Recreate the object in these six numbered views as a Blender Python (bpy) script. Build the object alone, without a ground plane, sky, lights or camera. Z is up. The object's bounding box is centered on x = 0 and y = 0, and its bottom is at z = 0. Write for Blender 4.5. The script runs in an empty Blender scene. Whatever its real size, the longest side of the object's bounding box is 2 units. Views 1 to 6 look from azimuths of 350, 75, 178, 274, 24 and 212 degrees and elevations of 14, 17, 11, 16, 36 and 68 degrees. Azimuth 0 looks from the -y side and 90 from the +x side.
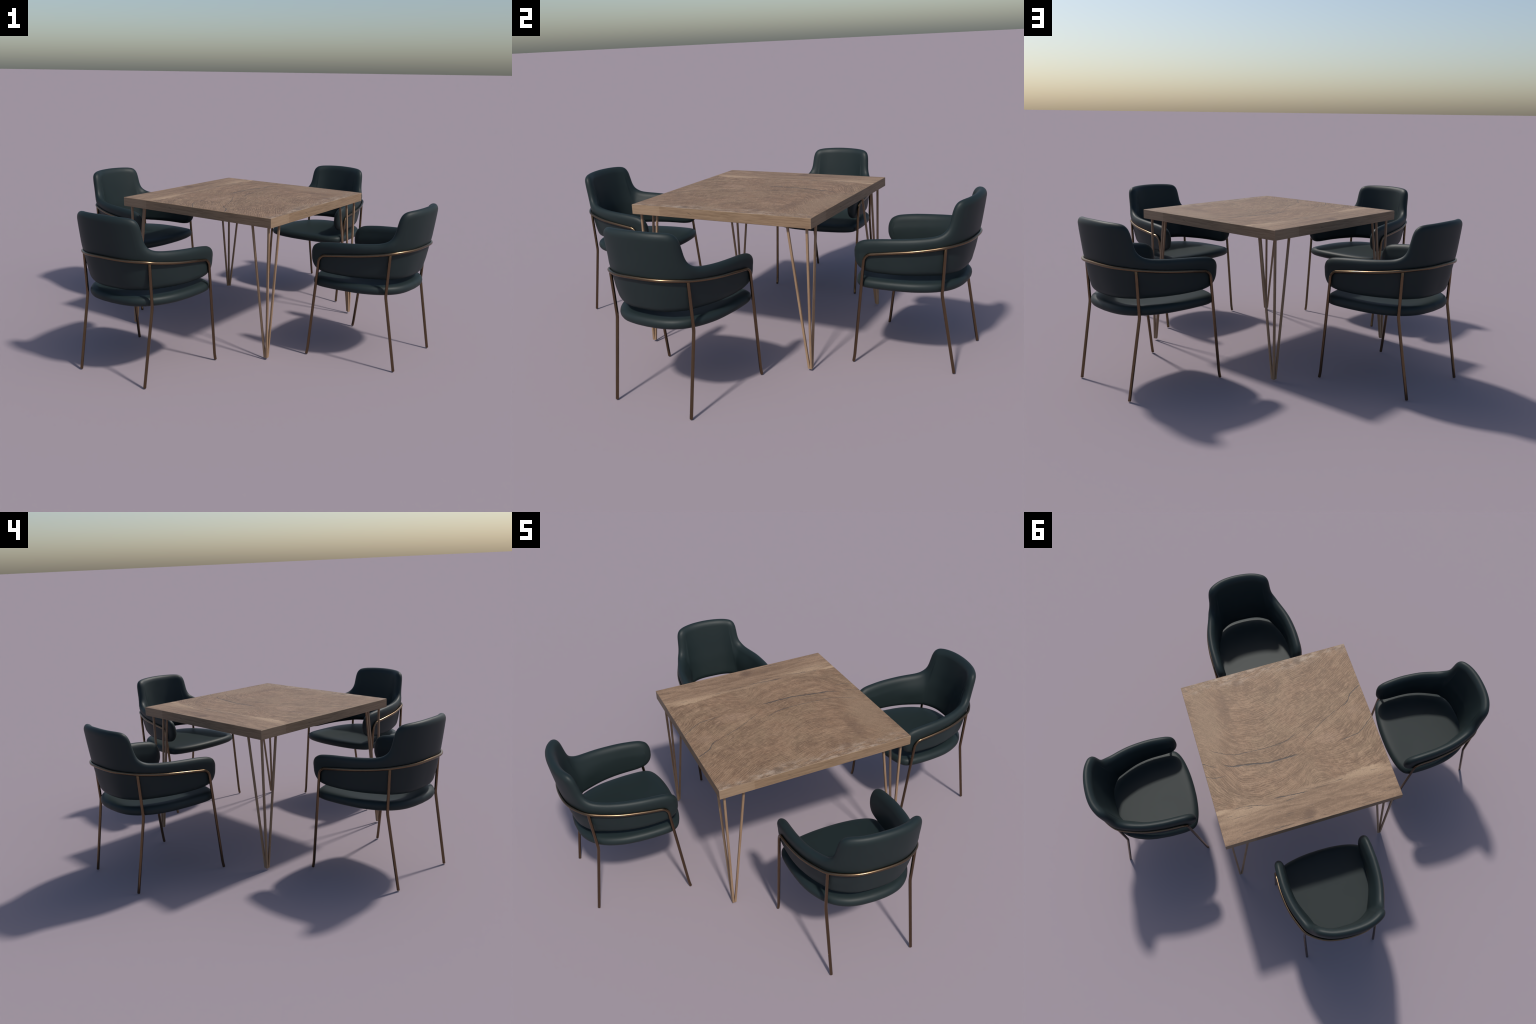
"""Square oak dining table on hairpin legs with four upholstered armchairs."""
import bpy, math
import numpy as np
from mathutils import Vector, Matrix

scene = bpy.context.scene
coll = scene.collection


# ---------------------------------------------------------------- node helpers
class Nodes:
    """Small builder for node trees; sockets or plain values can be mixed."""

    def __init__(self, name):
        self.mat = bpy.data.materials.new(name)
        self.mat.use_nodes = True
        self.t = self.mat.node_tree
        self.t.nodes.clear()
        self.out = self.t.nodes.new("ShaderNodeOutputMaterial")
        self.bsdf = self.t.nodes.new("ShaderNodeBsdfPrincipled")
        self.t.links.new(self.bsdf.outputs[0], self.out.inputs[0])

    def put(self, sock, val):
        if isinstance(val, bpy.types.NodeSocket):
            self.t.links.new(val, sock)
        elif val is not None:
            if isinstance(val, (tuple, list)) and sock.type == "RGBA" and len(val) == 3:
                val = (*val, 1.0)
            sock.default_value = val

    def node(self, kind, **props):
        n = self.t.nodes.new(kind)
        for k, v in props.items():
            setattr(n, k, v)
        return n

    def math(self, op, a, b=None, c=None, clamp=False):
        n = self.node("ShaderNodeMath", operation=op, use_clamp=clamp)
        for i, v in enumerate((a, b, c)):
            self.put(n.inputs[i], v)
        return n.outputs[0]

    def coords(self, which="Object"):
        return self.node("ShaderNodeTexCoord").outputs[which]

    def split(self, vec):
        n = self.node("ShaderNodeSeparateXYZ")
        self.put(n.inputs[0], vec)
        return n.outputs

    def join(self, x, y, z=0.0):
        n = self.node("ShaderNodeCombineXYZ")
        for i, v in enumerate((x, y, z)):
            self.put(n.inputs[i], v)
        return n.outputs[0]

    def mapping(self, vec, scale=(1, 1, 1), loc=(0, 0, 0), rot=(0, 0, 0)):
        n = self.node("ShaderNodeMapping")
        self.put(n.inputs["Vector"], vec)
        self.put(n.inputs["Scale"], scale)
        self.put(n.inputs["Location"], loc)
        self.put(n.inputs["Rotation"], rot)
        return n.outputs[0]

    def noise(self, vec, scale, detail=3.0, rough=0.55, distort=0.0):
        n = self.node("ShaderNodeTexNoise")
        self.put(n.inputs["Vector"], vec)
        self.put(n.inputs["Scale"], scale)
        self.put(n.inputs["Detail"], detail)
        self.put(n.inputs["Roughness"], rough)
        self.put(n.inputs["Distortion"], distort)
        return n.outputs[0]

    def smooth(self, val, lo, hi, to_lo=0.0, to_hi=1.0):
        n = self.node("ShaderNodeMapRange", interpolation_type="SMOOTHSTEP")
        self.put(n.inputs["Value"], val)
        self.put(n.inputs["From Min"], lo)
        self.put(n.inputs["From Max"], hi)
        self.put(n.inputs["To Min"], to_lo)
        self.put(n.inputs["To Max"], to_hi)
        return n.outputs[0]

    def mix(self, fac, a, b, blend="MIX"):
        n = self.node("ShaderNodeMix", data_type="RGBA", blend_type=blend)
        n.clamp_factor = True
        self.put(n.inputs[0], fac)
        self.put(n.inputs[6], a)
        self.put(n.inputs[7], b)
        return n.outputs[2]

    def curve(self, val, pts):
        """Float curve through (x, y) control points given in metres, +-0.6."""
        x = self.math("MULTIPLY_ADD", val, 1 / 1.2, 0.5)
        n = self.node("ShaderNodeFloatCurve")
        c = n.mapping.curves[0]
        pts = sorted((px / 1.2 + 0.5, py / 1.2 + 0.5) for px, py in pts)
        for i, q in enumerate(pts):
            if i < 2:
                c.points[i].location = q
            else:
                c.points.new(*q)
        n.mapping.extend = "HORIZONTAL"
        n.mapping.update()
        self.put(n.inputs["Value"], x)
        y = self.math("SUBTRACT", n.outputs[0], 0.5)
        return self.math("MULTIPLY", y, 1.2)

    def bump(self, height, strength=0.2, dist=0.002):
        n = self.node("ShaderNodeBump")
        self.put(n.inputs["Strength"], strength)
        self.put(n.inputs["Distance"], dist)
        self.put(n.inputs["Height"], height)
        return n.outputs[0]

    def finish(self, color, rough, normal=None, **extra):
        self.put(self.bsdf.inputs["Base Color"], color)
        self.put(self.bsdf.inputs["Roughness"], rough)
        if normal is not None:
            self.put(self.bsdf.inputs["Normal"], normal)
        for k, v in extra.items():
            self.put(self.bsdf.inputs[k], v)
        return self.mat


# ------------------------------------------------------------------- materials
def leather_material():
    m = Nodes("dark_green_leather")
    p = m.coords()
    cloud = m.noise(p, 7.0, 2.0)
    col = m.mix(cloud, (0.0108, 0.0190, 0.0200), (0.0127, 0.0218, 0.0229))
    grain = m.noise(p, 420.0, 2.0)
    return m.finish(col, 0.52, m.bump(grain, 0.04, 0.0005), **{"Specular IOR Level": 0.27})


def bronze_material():
    m = Nodes("brushed_bronze")
    p = m.coords()
    cloud = m.noise(p, 18.0, 2.0)
    col = m.mix(cloud, (0.150, 0.101, 0.061), (0.180, 0.122, 0.074))
    return m.finish(col, 0.27, Metallic=1.0)


# cracks of the table top as curves v = f(u) in the plane of the top (metres)
CRACKS = [
    # (control points, half width, u range)
    ([(-0.52, -0.220), (-0.486, -0.202), (-0.45, -0.178), (-0.418, -0.137), (-0.361, -0.115)], 0.0022),
    ([(-0.531, -0.003), (-0.465, 0.051), (-0.419, 0.081), (-0.363, 0.090), (-0.316, 0.097), (-0.281, 0.110)], 0.0016),
    ([(-0.067, -0.034), (-0.046, -0.021), (0.005, 0.002), (0.079, 0.013), (0.149, 0.013), (0.251, 0.007),
      (0.336, 0.0), (0.413, -0.034), (0.479, -0.078)], 0.0014),
    ([(-0.036, 0.109), (0.056, 0.110), (0.125, 0.110), (0.176, 0.106), (0.240, 0.091), (0.306, 0.080),
      (0.379, 0.064), (0.422, 0.032)], 0.0034),
    ([(0.439, 0.062), (0.483, 0.034), (0.531, 0.004)], 0.0018),
    ([(0.410, 0.115), (0.470, 0.113), (0.531, 0.090)], 0.0014),
    ([(-0.361, -0.112), (-0.217, -0.044), (-0.134, 0.007), (-0.067, 0.053)], 0.0011),
    ([(-0.025, 0.348), (0.042, 0.346), (0.125, 0.338), (0.191, 0.331)], 0.0018),
    ([(0.211, 0.370), (0.281, 0.349), (0.377, 0.332), (0.445, 0.334)], 0.0012),
]


def oak_top_material():
    m = Nodes("weathered_oak_top")
    p = m.coords()
    u, v, _ = m.split(p)
    wob_lo = m.math("SUBTRACT", m.noise(p, 4.0, 2.0), 0.5)
    wob_hi = m.math("SUBTRACT", m.noise(p, 38.0, 3.0), 0.5)

    # growth rings: level lines that sweep across the board in a long wave
    wave = m.curve(u, [(-0.54, -0.30), (-0.497, -0.272), (-0.315, -0.160), (-0.117, -0.098), (0.083, -0.030),
                       (0.208, -0.022), (0.296, -0.050), (0.395, -0.168), (0.47, -0.26), (0.54, -0.31)])
    wave_right = m.curve(u, [(-0.54, -0.185), (-0.435, -0.141), (-0.341, -0.124), (-0.23, -0.130), (-0.10, -0.200),
                             (0.0, -0.100), (0.1, -0.050), (0.2, -0.030), (0.3, -0.040), (0.4, -0.090), (0.54, -0.170)])
    low = m.smooth(v, 0.0, 0.30)
    bend = m.node("ShaderNodeMix", data_type="FLOAT")
    m.put(bend.inputs[0], low)
    m.put(bend.inputs[2], wave)
    m.put(bend.inputs[3], wave_right)
    field = m.math("SUBTRACT", v, bend.outputs[0])
    field = m.math("MULTIPLY_ADD", wob_lo, 0.06, field)
    field = m.math("MULTIPLY_ADD", wob_hi, 0.006, field)
    along = m.math("MULTIPLY_ADD", field, 0.35, u)
    along = m.math("MULTIPLY_ADD", wob_hi, 0.008, along)
    grain = m.join(along, field)
    # ring lines, drawn as broken dashes that follow the level lines
    ring = m.math("SINE", m.math("MULTIPLY", field, 2 * math.pi / 0.0112))
    ring = m.smooth(ring, -0.1, 0.95)
    dash = m.noise(m.mapping(grain, scale=(14, 120, 1)), 1.5, 3.0, 0.6)
    dash = m.smooth(dash, 0.49, 0.62)
    patch = m.smooth(m.noise(p, 8.0, 3.0), 0.38, 0.62)
    lines = m.math("MULTIPLY", ring, m.math("MULTIPLY_ADD", patch, 0.45, 0.2))
    lines = m.math("MAXIMUM", lines, m.math("MULTIPLY", dash, 0.85))
    # medullary rays run across the rings and break them into a woven pattern
    ray = m.noise(m.mapping(grain, scale=(130, 13, 1), loc=(3, 8, 0)), 1.3, 3.0, 0.6)
    ray = m.smooth(ray, 0.52, 0.66)
    patch2 = m.smooth(m.noise(m.mapping(p, loc=(3.1, 1.7, 0)), 7.0, 3.0), 0.42, 0.62)
    lines = m.math("MAXIMUM", lines, m.math("MULTIPLY", ray, m.math("MULTIPLY_ADD", patch2, 0.6, 0.08)))
    shade = m.noise(m.mapping(grain, scale=(22, 75, 1), loc=(9, 1, 0)), 1.0, 4.0, 0.65)
    saw = m.noise(m.mapping(grain, scale=(70, 8, 1), loc=(1, 5, 0)), 1.0, 3.0, 0.6)

    # the side board beyond the glue line has straight grain along u
    glue = m.curve(u, [(-0.54, 0.315), (-0.37, 0.302), (-0.198, 0.319), (-0.036, 0.315), (0.172, 0.324),
                       (0.417, 0.324), (0.54, 0.313)])
    beyond = m.math("SUBTRACT", v, m.math("MULTIPLY_ADD", wob_hi, 0.030, glue))
    board = m.smooth(beyond, -0.012, 0.016)
    fibre = m.noise(m.mapping(p, scale=(11, 80, 1)), 2.2, 5.0, 0.65, 0.4)
    streak = m.noise(m.mapping(p, scale=(2.2, 14, 1)), 1.6, 4.0, 0.6, 1.5)

    tone = m.noise(p, 6.0, 4.0, 0.62)
    warm = m.noise(m.mapping(p, loc=(5, 9, 0)), 7.0, 3.0)
    base = m.mix(m.smooth(warm, 0.35, 0.65), (0.216, 0.134, 0.082), (0.210, 0.146, 0.090))
    base = m.mix(m.math("MULTIPLY", m.smooth(tone, 0.56, 0.34), 0.60), base, (0.150, 0.094, 0.057))
    base = m.mix(m.math("MULTIPLY", m.smooth(tone, 0.52, 0.74), 0.45), base, (0.290, 0.200, 0.127))
    # broad growth bands, darker late wood between paler early wood
    bandn = m.noise(m.mapping(grain, scale=(3.4, 30, 1), loc=(6, 2, 0)), 1.0, 4.0, 0.6)
    base = m.mix(m.math("MULTIPLY", m.smooth(bandn, 0.50, 0.37), 0.68), base, (0.135, 0.084, 0.052))
    base = m.mix(m.math("MULTIPLY", m.smooth(bandn, 0.53, 0.66), 0.50), base, (0.330, 0.228, 0.150))
    blotch = m.noise(m.mapping(p, loc=(2, 11, 0)), 17.0, 5.0, 0.68)
    base = m.mix(m.math("MULTIPLY", m.smooth(blotch, 0.50, 0.36), 0.55), base, (0.140, 0.090, 0.057))
    base = m.mix(m.math("MULTIPLY", m.smooth(blotch, 0.53, 0.68), 0.40), base, (0.335, 0.236, 0.155))
    base = m.mix(m.math("MULTIPLY", m.smooth(shade, 0.50, 0.32), 0.60), base, (0.140, 0.088, 0.058))
    base = m.mix(m.math("MULTIPLY", m.smooth(saw, 0.49, 0.34), 0.50), base, (0.145, 0.094, 0.063))
    base = m.mix(m.math("MULTIPLY", lines, 0.66), base, (0.415, 0.285, 0.186))
    plank = m.mix(m.smooth(streak, 0.32, 0.68), (0.190, 0.123, 0.078), (0.305, 0.208, 0.136))
    plank = m.mix(m.math("MULTIPLY", m.smooth(fibre, 0.52, 0.75), 0.6), plank, (0.400, 0.285, 0.193))
    plank = m.mix(m.math("MULTIPLY", m.smooth(fibre, 0.46, 0.28), 0.50), plank, (0.125, 0.082, 0.056))
    col = m.mix(board, base, plank)
    # pale sapwood next to the glue line, mostly towards both ends
    pale = m.math("MULTIPLY", m.smooth(beyond, -0.006, 0.006), m.smooth(beyond, 0.12, 0.0))
    pale = m.math("MULTIPLY", pale, m.smooth(m.math("ABSOLUTE", u), 0.05, 0.45, 0.25, 1.0))
    pale = m.math("MULTIPLY", pale, m.smooth(m.noise(m.mapping(p, scale=(3, 14, 1)), 1.4, 3.0), 0.36, 0.60))
    col = m.mix(m.math("MULTIPLY", pale, 0.85), col, (0.450, 0.330, 0.218))

    def blob(cx, cy, rx, ry, wobble=0.5):
        d = m.node("ShaderNodeVectorMath", operation="LENGTH")
        m.put(d.inputs[0], m.join(m.math("DIVIDE", m.math("SUBTRACT", u, cx), rx),
                                  m.math("DIVIDE", m.math("SUBTRACT", v, cy), ry)))
        dd = m.math("MULTIPLY_ADD", wob_hi, wobble, d.outputs["Value"])
        dd = m.math("MULTIPLY_ADD", wob_lo, 1.2, dd)
        return m.smooth(dd, 1.05, 0.2)

    def spot(amount, colour, *shape):
        return m.mix(m.math("MULTIPLY", blob(*shape), amount), col, colour)

    # plain pale zone at the far corner, dark smudge beside it, knot in the side board
    col = spot(0.55, (0.295, 0.208, 0.138), 0.45, -0.25, 0.12, 0.32)
    col = spot(0.48, (0.150, 0.096, 0.064), 0.315, -0.315, 0.055, 0.18, 1.1)
    col = spot(0.80, (0.135, 0.086, 0.058), 0.017, 0.479, 0.052, 0.044, 0.3)
    col = spot(0.60, (0.150, 0.100, 0.070), 0.192, -0.455, 0.040, 0.024)
    col = spot(0.60, (0.145, 0.104, 0.075), -0.214, -0.500, 0.045, 0.035)
    col = spot(0.55, (0.400, 0.275, 0.178), 0.28, 0.14, 0.09, 0.016)
    col = spot(0.45, (0.375, 0.262, 0.182), -0.235, 0.055, 0.10, 0.060, 1.0)
    col = spot(0.40, (0.360, 0.252, 0.176), -0.44, -0.075, 0.07, 0.060, 1.0)
    # bleached sapwood rim along the front edge
    rim = m.smooth(m.math("MULTIPLY_ADD", wob_lo, 0.13, v), -0.440, -0.512)
    wash = m.smooth(m.noise(m.mapping(p, scale=(1, 2.2, 1)), 15.0, 5.0, 0.7), 0.42, 0.68)
    col = m.mix(m.math("MULTIPLY", m.math("MULTIPLY", rim, wash), 0.75), col, (0.440, 0.360, 0.285))
    rimdark = m.smooth(m.noise(m.mapping(p, scale=(1, 3.4, 1), loc=(4, 2, 0)), 24.0, 4.0, 0.7), 0.50, 0.66)
    col = m.mix(m.math("MULTIPLY", m.math("MULTIPLY", rim, rimdark), 0.60), col, (0.125, 0.098, 0.075))

    # fine mottled pores over everything
    pores = m.noise(p, 170.0, 3.0, 0.7)
    col = m.mix(m.math("MULTIPLY", m.smooth(pores, 0.50, 0.30), 0.40), col, (0.120, 0.080, 0.055))
    col = m.mix(m.math("MULTIPLY", m.smooth(pores, 0.54, 0.74), 0.30), col, (0.430, 0.310, 0.220))

    col = m.mix(1.0, col, (0.93, 0.882, 0.838), "MULTIPLY")

    # cracks
    crack = None
    jag = m.math("SUBTRACT", m.noise(p, 55.0, 2.0), 0.5)
    fat = m.noise(p, 26.0, 2.0)
    for pts, half in CRACKS:
        us = [q[0] for q in pts]
        lo, hi = min(us), max(us)
        f = m.curve(u, pts)
        d = m.math("ABSOLUTE", m.math("MULTIPLY_ADD", jag, 0.010, m.math("SUBTRACT", v, f)))
        ends = m.math("MULTIPLY", m.smooth(u, lo - 0.004, lo + 0.045 if lo > -0.5 else lo - 0.001),
                      m.smooth(u, hi + 0.004, hi - 0.045 if hi < 0.5 else hi + 0.001))
        w = m.math("MULTIPLY", m.math("MULTIPLY_ADD", fat, 1.8, 0.15), m.math("MULTIPLY", ends, half * 1.45))
        k = m.smooth(m.math("DIVIDE", d, m.math("ADD", w, 1e-5)), 1.25, 0.55)
        crack = k if crack is None else m.math("MAXIMUM", crack, k)
    # hairline checks that follow the grain of the side board
    hair = m.noise(m.mapping(p, scale=(4, 60, 1), loc=(7, 3, 0)), 2.0, 3.0, 0.5, 0.6)
    hair = m.math("MULTIPLY", m.smooth(hair, 0.345, 0.315), m.math("MULTIPLY", board, 0.8))
    crack = m.math("MAXIMUM", crack, hair)
    col = m.mix(m.math("MULTIPLY", crack, 0.85), col, (0.060, 0.052, 0.048))

    h = m.math("SUBTRACT", m.math("MULTIPLY", pores, 0.4), crack)
    return m.finish(col, 0.55, m.bump(h, 0.35, 0.0015), **{"Specular IOR Level": 0.25})


def oak_edge_material():
    """Edge band: the same strip of veneer runs left to right on all four sides."""
    m = Nodes("oak_edge_band")
    tc = m.node("ShaderNodeTexCoord")
    p, nrm = tc.outputs["Object"], tc.outputs["Normal"]
    x = m.node("ShaderNodeVectorMath", operation="CROSS_PRODUCT")
    x.inputs[0].default_value = (0, 0, 1)
    m.put(x.inputs[1], nrm)
    dot = m.node("ShaderNodeVectorMath", operation="DOT_PRODUCT")
    m.put(dot.inputs[0], p)
    m.put(dot.inputs[1], x.outputs[0])
    w = dot.outputs["Value"]
    z = m.split(p)[2]
    q = m.join(w, z)
    wob = m.math("SUBTRACT", m.noise(q, 14.0, 3.0), 0.5)
    zz = m.math("MULTIPLY_ADD", wob, 0.016, z)
    fibre = m.noise(m.mapping(m.join(w, zz), scale=(9, 260, 1)), 1.6, 4.0, 0.65)
    cath = m.noise(m.mapping(m.join(w, zz), scale=(4.5, 85, 1), loc=(2, 5, 0)), 1.6, 4.0, 0.6, 0.4)
    col = m.mix(m.smooth(cath, 0.3, 0.7), (0.190, 0.122, 0.074), (0.270, 0.182, 0.114))
    col = m.mix(m.math("MULTIPLY", m.smooth(fibre, 0.42, 0.25), 0.55), col, (0.140, 0.090, 0.056))
    col = m.mix(m.math("MULTIPLY", m.smooth(fibre, 0.56, 0.76), 0.50), col, (0.370, 0.265, 0.178))
    # butt joint between two strips
    left = m.smooth(w, -0.349, -0.3505)
    col = m.mix(m.math("MULTIPLY", left, 0.25), col, (0.370, 0.270, 0.180))
    # a knot scar
    kx = m.math("DIVIDE", m.math("SUBTRACT", w, -0.165), 0.020)
    kz = m.math("DIVIDE", m.math("SUBTRACT", m.math("MULTIPLY_ADD", w, 0.35, z), 0.784 - 0.058), 0.0030)
    d = m.node("ShaderNodeVectorMath", operation="LENGTH")
    m.put(d.inputs[0], m.join(kx, kz))
    scar = m.smooth(m.math("MULTIPLY_ADD", wob, 2.2, d.outputs["Value"]), 1.1, 0.3)
    col = m.mix(m.math("MULTIPLY", scar, 0.8), col, (0.055, 0.042, 0.034))
    return m.finish(col, 0.6, m.bump(fibre, 0.2, 0.001), **{"Specular IOR Level": 0.3})


def oak_rod_material():
    m = Nodes("oak_rod")
    p = m.coords()
    fibre = m.noise(m.mapping(p, scale=(160, 160, 6)), 1.5, 3.0, 0.6)
    tone = m.noise(m.mapping(p, scale=(20, 20, 3)), 1.5, 2.0)
    col = m.mix(m.smooth(tone, 0.3, 0.7), (0.235, 0.148, 0.088), (0.300, 0.198, 0.120))
    col = m.mix(m.math("MULTIPLY", m.smooth(fibre, 0.45, 0.28), 0.45), col, (0.150, 0.095, 0.058))
    col = m.mix(m.math("MULTIPLY", m.smooth(fibre, 0.56, 0.74), 0.35), col, (0.390, 0.275, 0.180))
    return m.finish(col, 0.55, **{"Specular IOR Level": 0.35})


LEATHER = leather_material()
BRONZE = bronze_material()
OAK_TOP = oak_top_material()
OAK_EDGE = oak_edge_material()
OAK_ROD = oak_rod_material()


# ---------------------------------------------------------------- mesh helpers
def make_mesh(name, verts, faces, mats, normals=None, smooth=True, face_mats=None):
    me = bpy.data.meshes.new(name)
    me.from_pydata([tuple(map(float, v)) for v in verts], [], faces)
    for m in (mats if isinstance(mats, (list, tuple)) else [mats]):
        me.materials.append(m)
    me.polygons.foreach_set("use_smooth", [smooth] * len(me.polygons))
    if face_mats is not None:
        me.polygons.foreach_set("material_index", face_mats)
    me.validate()
    me.update()
    if normals is not None:
        me.normals_split_custom_set_from_vertices([tuple(map(float, n)) for n in normals])
    return me


def vertex_normals(verts, faces):
    V = np.asarray(verts, float)
    N = np.zeros_like(V)
    for f in faces:
        a = V[list(f)]
        n = np.zeros(3)
        for i in range(len(f)):
            n += np.cross(a[i], a[(i + 1) % len(f)])
        for i in f:
            N[i] += n
    l = np.linalg.norm(N, axis=1)
    l[l == 0] = 1
    return N / l[:, None]


def catmull(P, m=16):
    P = np.asarray(P, float)
    P = np.vstack([2 * P[0] - P[1], P, 2 * P[-1] - P[-2]])
    out = []
    for i in range(1, len(P) - 2):
        a, b, c, d = P[i - 1:i + 3]
        for t in np.linspace(0, 1, m, endpoint=False):
            out.append(.5 * (2 * b + (c - a) * t + (2 * a - 5 * b + 4 * c - d) * t * t
                             + (3 * b - a - 3 * c + d) * t ** 3))
    out.append(P[-2])
    return np.array(out)


def resample(P, n):
    P = np.asarray(P, float)
    s = np.r_[0, np.cumsum(np.linalg.norm(np.diff(P, axis=0), axis=1))]
    t = np.linspace(0, s[-1], n)
    return np.stack([np.interp(t, s, P[:, k]) for k in range(P.shape[1])], 1)


def fillet(a, c, b, r, n=10):
    """Points of a rounded corner at c on the way from a to b."""
    a, b, c = map(np.asarray, (a, b, c))
    d1 = (a - c) / np.linalg.norm(a - c)
    d2 = (b - c) / np.linalg.norm(b - c)
    p, q = c + d1 * r, c + d2 * r
    t = np.linspace(0, 1, n)[:, None]
    w = 0.75
    return (p * (1 - t) ** 2 + 2 * w * c * t * (1 - t) + q * t * t) / ((1 - t) ** 2 + 2 * w * t * (1 - t) + t * t)


def sweep(path, r, sides=14, cap=(True, True)):
    """Round tube along a path, parallel-transported rings, slightly rounded caps."""
    P = np.asarray(path, float)
    T = np.gradient(P, axis=0)
    T /= np.linalg.norm(T, axis=1)[:, None]
    up = np.array([0, 0, 1.0]) if abs(T[0][2]) < 0.9 else np.array([1.0, 0, 0])
    x = np.cross(T[0], up)
    x /= np.linalg.norm(x)
    V, N, F, rings = [], [], [], []

    def ring(c, x, t, rad, tilt):
        y = np.cross(t, x)
        ids = []
        for k in range(sides):
            a = 2 * math.pi * k / sides
            d = math.cos(a) * x + math.sin(a) * y
            ids.append(len(V))
            V.append(c + d * rad)
            n = d + t * tilt
            N.append(n / np.linalg.norm(n))
        rings.append(ids)

    if cap[0]:
        ring(P[0], x, T[0], r * 0.80, -2.0)
        ring(P[0] + T[0] * r * 0.25, x, T[0], r, -0.2)
    for i in range(len(P)):
        x = x - T[i] * (x @ T[i])
        x /= np.linalg.norm(x)
        if (i == 0 and cap[0]) or (i == len(P) - 1 and cap[1]):
            continue
        ring(P[i], x, T[i], r, 0.0)
    if cap[1]:
        ring(P[-1] - T[-1] * r * 0.25, x, T[-1], r, 0.2)
        ring(P[-1], x, T[-1], r * 0.80, 2.0)
    for A, B in zip(rings, rings[1:]):
        for k in range(sides):
            j = (k + 1) % sides
            F.append((A[k], A[j], B[j], B[k]))
    if cap[0]:
        F.append(tuple(reversed(rings[0])))
    if cap[1]:
        F.append(tuple(rings[-1]))
    return np.array(V), F, np.array(N)


# ------------------------------------------------------------------ the chair
TAPER = 0.077       # one side of the chair is a little deeper than the other
TUBE = 0.0079       # radius of the bronze tube
PAD = 0.051         # thickness of the upholstered shell

# tube that wraps the shell: right half, back centre to the front bend
RAIL = [(0.0, -0.2936, 0.6586), (0.12, -0.2771, 0.6544), (0.2135, -0.2185, 0.6463), (0.2500, -0.150, 0.6342),
        (0.2806, -0.050, 0.6207), (0.2940, 0.060, 0.6079), (0.2945, 0.152, 0.5945)]
FRONT_BEND = (0.2930, 0.1905, 0.5895)
FRONT_KINK = (0.2857, 0.2520, 0.032)
FRONT_FOOT = (0.2872, 0.2580, 0.0015)
REAR_TOP = (0.2225, -0.2010, 0.640)
REAR_KINK = (0.2225, -0.1890, 0.4065)
REAR_FOOT = (0.2205, -0.2583, 0.0012)

# outline of the padded shell unrolled along its plan curve: (arc length, height)
SHELL_TOP = [(0.672, 0.580), (0.6695, 0.608), (0.656, 0.636), (0.628, 0.6535), (0.5959, 0.6615), (0.537, 0.669),
             (0.48, 0.6735), (0.39, 0.6795), (0.31, 0.686), (0.266, 0.693), (0.2390, 0.704), (0.2205, 0.722),
             (0.2090, 0.750), (0.2010, 0.790), (0.1950, 0.819), (0.1850, 0.8430), (0.1675, 0.8590), (0.140, 0.8660),
             (0.10, 0.8692), (0.05, 0.8713), (0.0, 0.8722)]
SHELL_BOTTOM = [(0.672, 0.580), (0.6695, 0.552), (0.656, 0.522), (0.630, 0.501), (0.59, 0.4915), (0.54, 0.4890),
                (0.45, 0.4885), (0.30, 0.4890), (0.2, 0.4890), (0.1, 0.4875), (0.0, 0.4865)]
SHELL_SHIFT = 0.005  # the upholstery sits slightly off centre in its frame
BACK_SHIFT = 0.005
# outward lean of the shell against the height above the rail
LEAN_Z = [-0.17, -0.127, -0.084, -0.027, 0.0, 0.03, 0.09, 0.145, 0.23]
LEAN_D = [0.034, 0.0265, 0.016, 0.0055, 0.0, -0.0065, -0.015, -0.0225, -0.033]
RAIL_Z_AT = ([0.0, 0.13, 0.215, 0.275, 0.37, 0.48, 0.584, 0.67], [0.6586, 0.653, 0.645, 0.634, 0.621, 0.608, 0.594, 0.585])

# plan of the seat cushion, right half from front centre to back centre
SEAT = [(0, .2890), (.07, .2870), (.14, .2795), (.20, .2670), (.245, .2490), (.2715, .2240), (.2830, .180),
        (.2855, .120), (.2830, .050), (.2720, -.040), (.2500, -.110), (.2200, -.165), (.180, -.2085),
        (.130, -.2380), (.07, -.2530), (0, -.2580)]
SEAT_PROFILE = [(0.060, 0.4040), (0.030, 0.4050), (0.016, 0.4080), (0.0065, 0.4140), (0.0015, 0.4220),
                (0.0, 0.4310), (0.0015, 0.4400), (0.0060, 0.4478), (0.0135, 0.4538), (0.0250, 0.4575),
                (0.0420, 0.4590), (0.065, 0.4590)]


def shape(P, mirror):
    """Apply the side taper and the optional mirror image."""
    P = np.array(P, float)
    P[:, 1] *= 1 + TAPER * P[:, 0]
    if mirror:
        P[:, 0] *= -1
    return P


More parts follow.
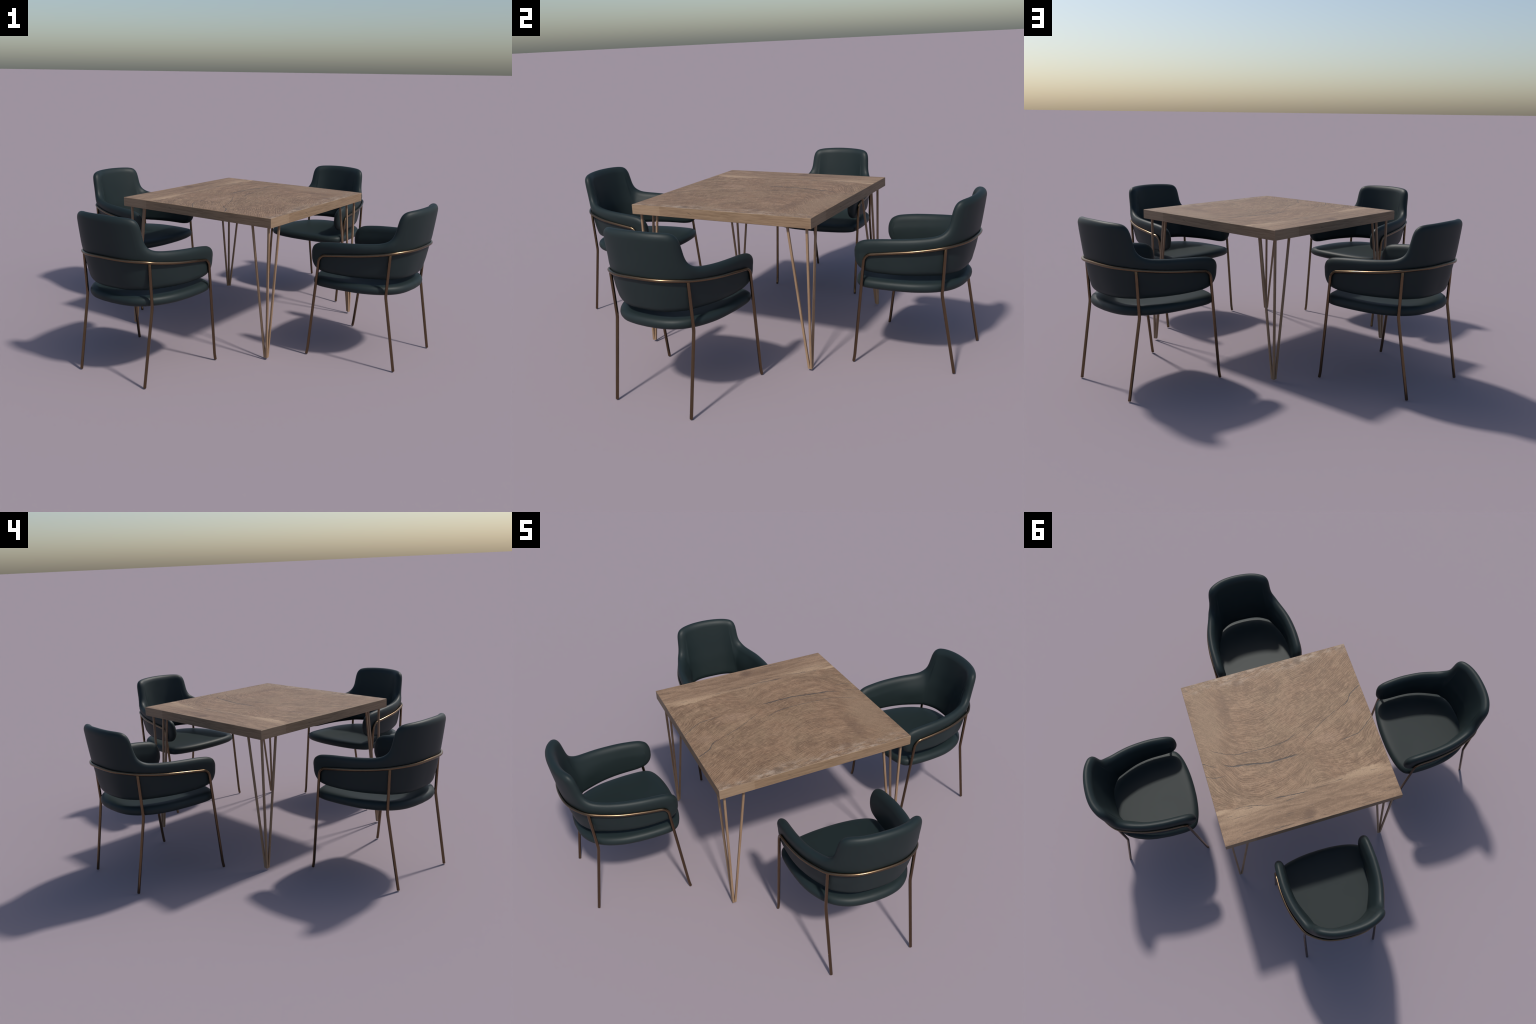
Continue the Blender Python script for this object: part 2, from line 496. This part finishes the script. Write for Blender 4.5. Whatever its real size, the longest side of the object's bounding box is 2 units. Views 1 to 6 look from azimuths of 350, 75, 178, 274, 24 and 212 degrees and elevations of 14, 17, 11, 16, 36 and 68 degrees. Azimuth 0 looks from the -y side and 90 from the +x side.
def shell_parts(mirror):
    half = np.array(RAIL + [(0.2915, 0.235, 0.585)])
    plan = catmull(np.vstack([half[:0:-1] * [-1, 1, 1], half]), 40)[:, :2]
    T = np.gradient(plan, axis=0)
    N = np.stack([T[:, 1], -T[:, 0]], 1)
    N /= np.linalg.norm(N, axis=1)[:, None]          # outward
    mid = plan - N * (TUBE + PAD / 2 - 0.001)
    # run the plan on beyond its ends so that the front rounding has room
    e0, e1 = mid[0] - mid[1], mid[-1] - mid[-2]
    ext = np.linspace(0, 0.05, 6)[1:, None]
    mid = np.vstack([mid[0] + e0 / np.linalg.norm(e0) * ext[::-1], mid, mid[-1] + e1 / np.linalg.norm(e1) * ext])
    mid = resample(mid, 500)
    s = np.r_[0, np.cumsum(np.linalg.norm(np.diff(mid, axis=0), axis=1))]
    s -= s[-1] / 2
    T = np.gradient(mid, axis=0)
    N = np.stack([T[:, 1], -T[:, 0]], 1)
    k = np.ones(15) / 15
    N = np.stack([np.convolve(np.pad(N[:, i], 7, mode="edge"), k, "valid") for i in (0, 1)], 1)
    N /= np.linalg.norm(N, axis=1)[:, None]

    def place(sz, thick, deep):
        """(arc length, height, thickness offset) to space."""
        S, Z = sz[:, 0], sz[:, 1]
        m = np.stack([np.interp(S, s, mid[:, i]) for i in (0, 1)], 1)
        n = np.stack([np.interp(S, s, N[:, i]) for i in (0, 1)], 1)
        n /= np.linalg.norm(n, axis=1)[:, None]
        lean = np.interp(Z - np.interp(np.abs(S), *RAIL_Z_AT), LEAN_Z, LEAN_D)
        amount = np.where(lean < 0, np.interp(np.abs(S), [0.0, 0.20, 0.35, 0.67], [1.0, 1.0, 0.9, 0.8]),
                          np.interp(np.abs(S), [0.0, 0.20, 0.30, 0.45, 0.67], [1.0, 0.95, 0.75, 0.35, 0.30]))
        off = thick - lean * amount
        # the padding is thicker on the inside where the arms turn into the back
        swell = np.exp(-((np.abs(S) - 0.285) / 0.10) ** 2) * 0.010 + 0.003
        off = np.where(thick < 0, off - swell * deep, off)
        return np.column_stack([m + n * off[:, None], Z])

    def full(curve):
        c = catmull(curve, 14)
        return c

    nseg = 150
    top, bot = full(SHELL_TOP), full(SHELL_BOTTOM)
    # pair the two rims by blending arc length and distance along the outline
    def station(c, n):
        d = np.r_[0, np.cumsum(np.linalg.norm(np.diff(c, axis=0), axis=1))]
        t = np.linspace(0, 1, n)
        t = t - 0.11 * np.sin(2 * math.pi * t) / (2 * math.pi) * 1.0
        q = t * d[-1]
        return np.stack([np.interp(q, d, c[:, i]) for i in (0, 1)], 1)
    n = nseg // 2 + 1
    top = station(top, n)
    # the bottom point below each top point: follow s, but keep the round nose
    b_d = np.r_[0, np.cumsum(np.linalg.norm(np.diff(bot, axis=0), axis=1))]
    t_d = np.r_[0, np.cumsum(np.linalg.norm(np.diff(top, axis=0), axis=1))]
    nose = 0.14
    b_at = np.empty(n)
    for i in range(n):
        by_nose = t_d[i]
        by_s = np.interp(-top[i, 0], -bot[:, 0], b_d)
        w = np.clip((t_d[i] - 0.06) / (nose - 0.06), 0, 1)
        b_at[i] = by_nose * (1 - w) + by_s * w
    b_at[-1] = b_d[-1]
    b_at = np.maximum.accumulate(b_at)
    bot = np.stack([np.interp(b_at, b_d, bot[:, i]) for i in (0, 1)], 1)

    def mirror_half(c):
        return np.vstack([c * [-1, 1], c[-2::-1]])
    top, bot = mirror_half(top), mirror_half(bot)
    top[:, 0] += BACK_SHIFT * np.clip((0.34 - np.abs(top[:, 0])) / 0.10, 0, 1)
    m = len(top)

    def inward(c, sign):
        t = np.gradient(c, axis=0)
        t[0], t[-1] = (0, sign * -1.0), (0, sign * 1.0)
        q = np.stack([t[:, 1], -t[:, 0]], 1) * 1.0
        q /= np.linalg.norm(q, axis=1)[:, None]
        return q
    # top runs left to right: inward is down;  bottom runs left to right: inward is up
    it = inward(top, -1)
    ib = -inward(bot, 1)
    r = PAD / 2
    edge = 0.034
    steps = 7
    rows, thick, deep = [], [], []
    for j in range(steps):
        a = (j / (steps - 1)) * math.pi / 2
        rows.append(bot + ib * edge * (1 - math.cos(a)))
        thick.append(r * math.sin(a))
        deep.append(0.25 * (1 - math.cos(a)))
    lo, hi = rows[-1], top + it * edge
    inner = 14
    for j in range(1, inner):
        t = j / inner
        rows.append(lo * (1 - t) + hi * t)
        thick.append(r * (1 + 0.03 * math.sin(math.pi * t)))
        deep.append(0.25 + 0.75 * math.sin(math.pi * t))
    for j in range(steps - 1, -1, -1):
        a = (j / (steps - 1)) * math.pi / 2
        rows.append(top + it * edge * (1 - math.cos(a)))
        thick.append(r * math.sin(a))
        deep.append(0.25 * (1 - math.cos(a)))
    V, F, tag = [], [], []
    R = len(rows)
    # outer sheet rows 0..R-1, then inner sheet rows R-2..1, closed around
    loop = [(i, 1) for i in range(R)] + [(i, -1) for i in range(R - 2, 0, -1)]
    for i, sg in loop:
        V.append(place(rows[i], np.full(m, sg * thick[i]), deep[i]))
    L = len(loop)
    V = np.vstack(V)
    V[:, 0] += (SHELL_SHIFT * np.interp(V[:, 1], [-0.15, 0.12], [1.0, 0.1])
                * np.interp(V[:, 2], [0.55, 0.70], [0.25, 1.0]))
    V = shape(V, mirror)
    idx = lambda a, c: (a % L) * m + c
    # left/right borders between armrests and backrest, in columns
    sx = rows[R // 2][:, 0]
    cl = int(np.argmin(abs(sx + 0.275)))
    cr = int(np.argmin(abs(sx - 0.275)))
    for a in range(L):
        for c in range(m - 1):
            q = (idx(a, c), idx(a, c + 1), idx(a + 1, c + 1), idx(a + 1, c))
            F.append(q if not mirror else q[::-1])
            tag.append(0 if c < cl else (1 if c < cr else 2))
    # weld the collapsed nose columns by distance
    key, remap, keep = {}, {}, []
    for i, p in enumerate(V):
        kx = tuple(np.round(p, 6))
        if kx not in key:
            key[kx] = len(keep)
            keep.append(i)
        remap[i] = key[kx]
    V = V[keep]
    G, tg = [], []
    for f, t in zip(F, tag):
        g = []
        for i in f:
            if remap[i] not in g:
                g.append(remap[i])
        if len(g) > 2:
            G.append(tuple(g))
            tg.append(t)
    nv = vertex_normals(V, G)
    parts = []
    for t in range(3):
        fs = [f for f, q in zip(G, tg) if q == t]
        used = sorted({i for f in fs for i in f})
        re = {o: k for k, o in enumerate(used)}
        parts.append((V[used], [tuple(re[i] for i in f) for f in fs], nv[used]))
    return parts


def seat_part(mirror):
    half = resample(catmull(np.array(SEAT), 20), 70)
    ring = np.vstack([half, (half * [-1, 1])[-2:0:-1]])
    t = np.roll(ring, -1, 0) - np.roll(ring, 1, 0)
    n = np.stack([-t[:, 1], t[:, 0]], 1)
    n /= np.linalg.norm(n, axis=1)[:, None]          # outward for this direction
    if (n * ring).sum() < 0:
        n = -n
    m = len(ring)
    V, F = [], []
    centre = np.array([0.0, 0.03])
    def add(pts, z):
        V.append(np.column_stack([pts, np.full(m, z) if np.isscalar(z) else z]))
    inset = lambda d: (ring - n * min(d, 0.02)) * (1 - max(0.0, d - 0.02) / 0.27) + centre * max(0.0, d - 0.02) / 0.27
    inner = inset(SEAT_PROFILE[0][0])
    for f in (0.0, 0.3, 0.65):
        add(centre + (inner - centre) * f, 0.4038)
    for d, z in SEAT_PROFILE:
        add(inset(d), z)
    inner = inset(SEAT_PROFILE[-1][0])
    for f in (0.85, 0.65, 0.45, 0.2, 0.0):
        add(centre + (inner - centre) * f, SEAT_PROFILE[-1][1] - 0.0022 * (1 - f ** 2))
    R = len(V)
    V = np.vstack(V)
    for a in range(R - 1):
        for k in range(m):
            j = (k + 1) % m
            F.append((a * m + k, (a + 1) * m + k, (a + 1) * m + j, a * m + j))
    # merge the two poles
    Fm = []
    for f in F:
        g = []
        for i in f:
            i = 0 if i < m else ((R - 1) * m if i >= (R - 1) * m else i)
            if i not in g:
                g.append(i)
        Fm.append(tuple(g))
    used = sorted({i for f in Fm for i in f})
    re = {o: k for k, o in enumerate(used)}
    V = shape(V[used], mirror)
    F = [tuple(re[i] for i in f) for f in Fm]
    N = vertex_normals(V, F)
    if N[V[:, 2].argmax()][2] < 0:
        F = [f[::-1] for f in F]
    return V, F


def frame_parts(mirror):
    """Wrap-around rail, front legs that continue it, and bent rear legs."""
    half = np.array(RAIL)
    rail = catmull(np.vstack([half[:0:-1] * [-1, 1, 1], half]), 12)
    rail = resample(rail, 90)
    bend = fillet(rail[-1], FRONT_BEND, FRONT_KINK, 0.036)
    rail = rail[1:-1]
    R = bend
    L = (bend * [-1, 1, 1])[::-1]
    arc = np.vstack([L, rail, R])

    def leg_path(sx):
        lower = fillet(FRONT_BEND, FRONT_KINK, FRONT_FOOT, 0.016, 6)
        a = resample(np.vstack([bend[-1], lower[0]]), 8)
        P = np.vstack([a, lower[1:], FRONT_FOOT])
        return P * [sx, 1, 1]
    out = {}
    whole = np.vstack([leg_path(-1)[::-1][:-1], arc, leg_path(1)[1:]])
    nl = len(leg_path(1)) - 1
    V, F, N = sweep(shape(whole, mirror), TUBE, 14)
    # split the one tube into legs and rail at the ends of the bends
    sides = 14
    extra = 1                                        # cap ring at each end
    c0 = nl + extra
    c1 = c0 + len(arc) - 1
    nring = len(V) // sides
    pieces = {"front_leg": [], "frame_rail": []}
    def cut(lo, hi):
        fs = [f for f in F if all(lo <= i // sides <= hi for i in f)]
        base = lo * sides
        return V[lo * sides:(hi + 1) * sides], [tuple(i - base for i in f) for f in fs], N[lo * sides:(hi + 1) * sides]
    pieces["front_leg"] = [cut(0, c0), cut(c1, nring - 1)]
    pieces["frame_rail"] = [cut(c0, c1)]
    pieces["rear_leg"] = []
    for sx in (-1, 1):
        k = fillet(REAR_TOP, REAR_KINK, REAR_FOOT, 0.012, 6)
        P = np.vstack([resample(np.vstack([REAR_TOP, k[0]]), 6), k[1:],
                       resample(np.vstack([k[-1], REAR_FOOT]), 8)[1:]]) * [sx, 1, 1]
        pieces["rear_leg"].append(sweep(shape(P, mirror), TUBE, 14))
    return pieces


def chair_meshes(mirror):
    out = []
    arms = shell_parts(mirror)
    for name, (V, F, N) in zip(("armrest", "backrest", "armrest"), arms):
        out.append((name, make_mesh(name, V, F, LEATHER, N)))
    V, F = seat_part(mirror)
    out.append(("seat", make_mesh("seat", V, F, LEATHER)))
    for name, lst in frame_parts(mirror).items():
        for V, F, N in lst:
            out.append((name, make_mesh(name, V, F, BRONZE, N)))
    return out


def add_object(name, data, parent=None):
    ob = bpy.data.objects.new(name, data)
    coll.objects.link(ob)
    if parent is not None:
        ob.parent = parent
    return ob


def add_chair(meshes, x, y, angle):
    root = add_object("armchair", None)
    root.empty_display_size = 0.1
    root.location = (x, y, 0)
    root.rotation_euler = (0, 0, math.radians(angle))
    root["label"] = "dark green leather armchair with thin bronze tube frame"
    root["category"] = "chair"
    for name, me in meshes:
        add_object(name, me, root)
    return root


# ------------------------------------------------------------------ the table
TOP_HALF, TOP_Z0, TOP_Z1 = 0.5315, 0.7550, 0.8080
ROD = 0.0115
STRUT_FOOT, STRUT_TOP = 0.0112, 0.1055      # strut offsets from the upright
LEG_AT = [(0.4945, 0.4995), (-0.4960, 0.4985), (-0.4985, -0.4970), (0.4945, -0.4995)]


def box_loft(a, b, size, chamfer=0.0012):
    """Square rod between two points, horizontal section, chamfered edges."""
    h, c = size / 2, chamfer
    sec = [(-h + c, -h), (h - c, -h), (h, -h + c), (h, h - c), (h - c, h), (-h + c, h), (-h, h - c), (-h, -h + c)]
    V = [(p[0] + x, p[1] + y, p[2]) for p in (a, b) for x, y in sec]
    n = len(sec)
    F = [(k, (k + 1) % n, n + (k + 1) % n, n + k) for k in range(n)]
    F += [tuple(range(n))[::-1], tuple(range(n, 2 * n))]
    return V, F


def table_top_mesh():
    h, c = TOP_HALF, 0.0016
    rings = [(h - c, TOP_Z0), (h, TOP_Z0 + c), (h, TOP_Z1 - c), (h - c, TOP_Z1)]
    V, F, fm = [], [], []
    for r, z in rings:
        V += [(-r, -r, z), (r, -r, z), (r, r, z), (-r, r, z)]
    for a in range(3):
        for k in range(4):
            j = (k + 1) % 4
            F.append((a * 4 + k, a * 4 + j, a * 4 + 4 + j, a * 4 + 4 + k))
            fm.append(1)
    F += [(3, 2, 1, 0), (12, 13, 14, 15)]
    fm += [0, 0]
    return make_mesh("table_top", V, F, [OAK_TOP, OAK_EDGE], smooth=False, face_mats=fm)


def add_table(x, y, angle):
    root = add_object("dining_table", None)
    root.empty_display_size = 0.1
    root.location = (x, y, 0)
    root.rotation_euler = (0, 0, math.radians(angle))
    root["label"] = "square weathered oak dining table on slim hairpin legs"
    root["category"] = "table"
    add_object("table_top", table_top_mesh(), root)
    top = TOP_Z0 + 0.002
    V, F = box_loft((0, 0, 0.0085), (0, 0, top), ROD)
    leg = make_mesh("leg", V, F, OAK_ROD, smooth=False)
    struts = []
    for dx, dy in ((1, 0), (0, 1)):
        d0, d1 = STRUT_FOOT, STRUT_TOP
        V, F = box_loft((-dx * d0, -dy * d0, 0.0095), (-dx * d1, -dy * d1, top), ROD * 0.97)
        struts.append(make_mesh("strut", V, F, OAK_ROD, smooth=False))
    for k in range(4):
        ob = add_object("leg", leg, root)
        a = k * math.pi / 2
        ob.location = (*LEG_AT[k], 0)
        ob.rotation_euler = (0, 0, a)
        for s in struts:
            add_object("strut", s, ob)
    return root


add_table(0.0007, 0.0085, 46.1)
plain = chair_meshes(False)
turned = chair_meshes(True)
add_chair(turned, -0.6501, -0.6484, -42.99)
add_chair(plain, 0.6356, -0.6192, 44.84)
add_chair(plain, 0.6572, 0.6411, 134.92)
add_chair(plain, -0.6413, 0.6325, -134.97)
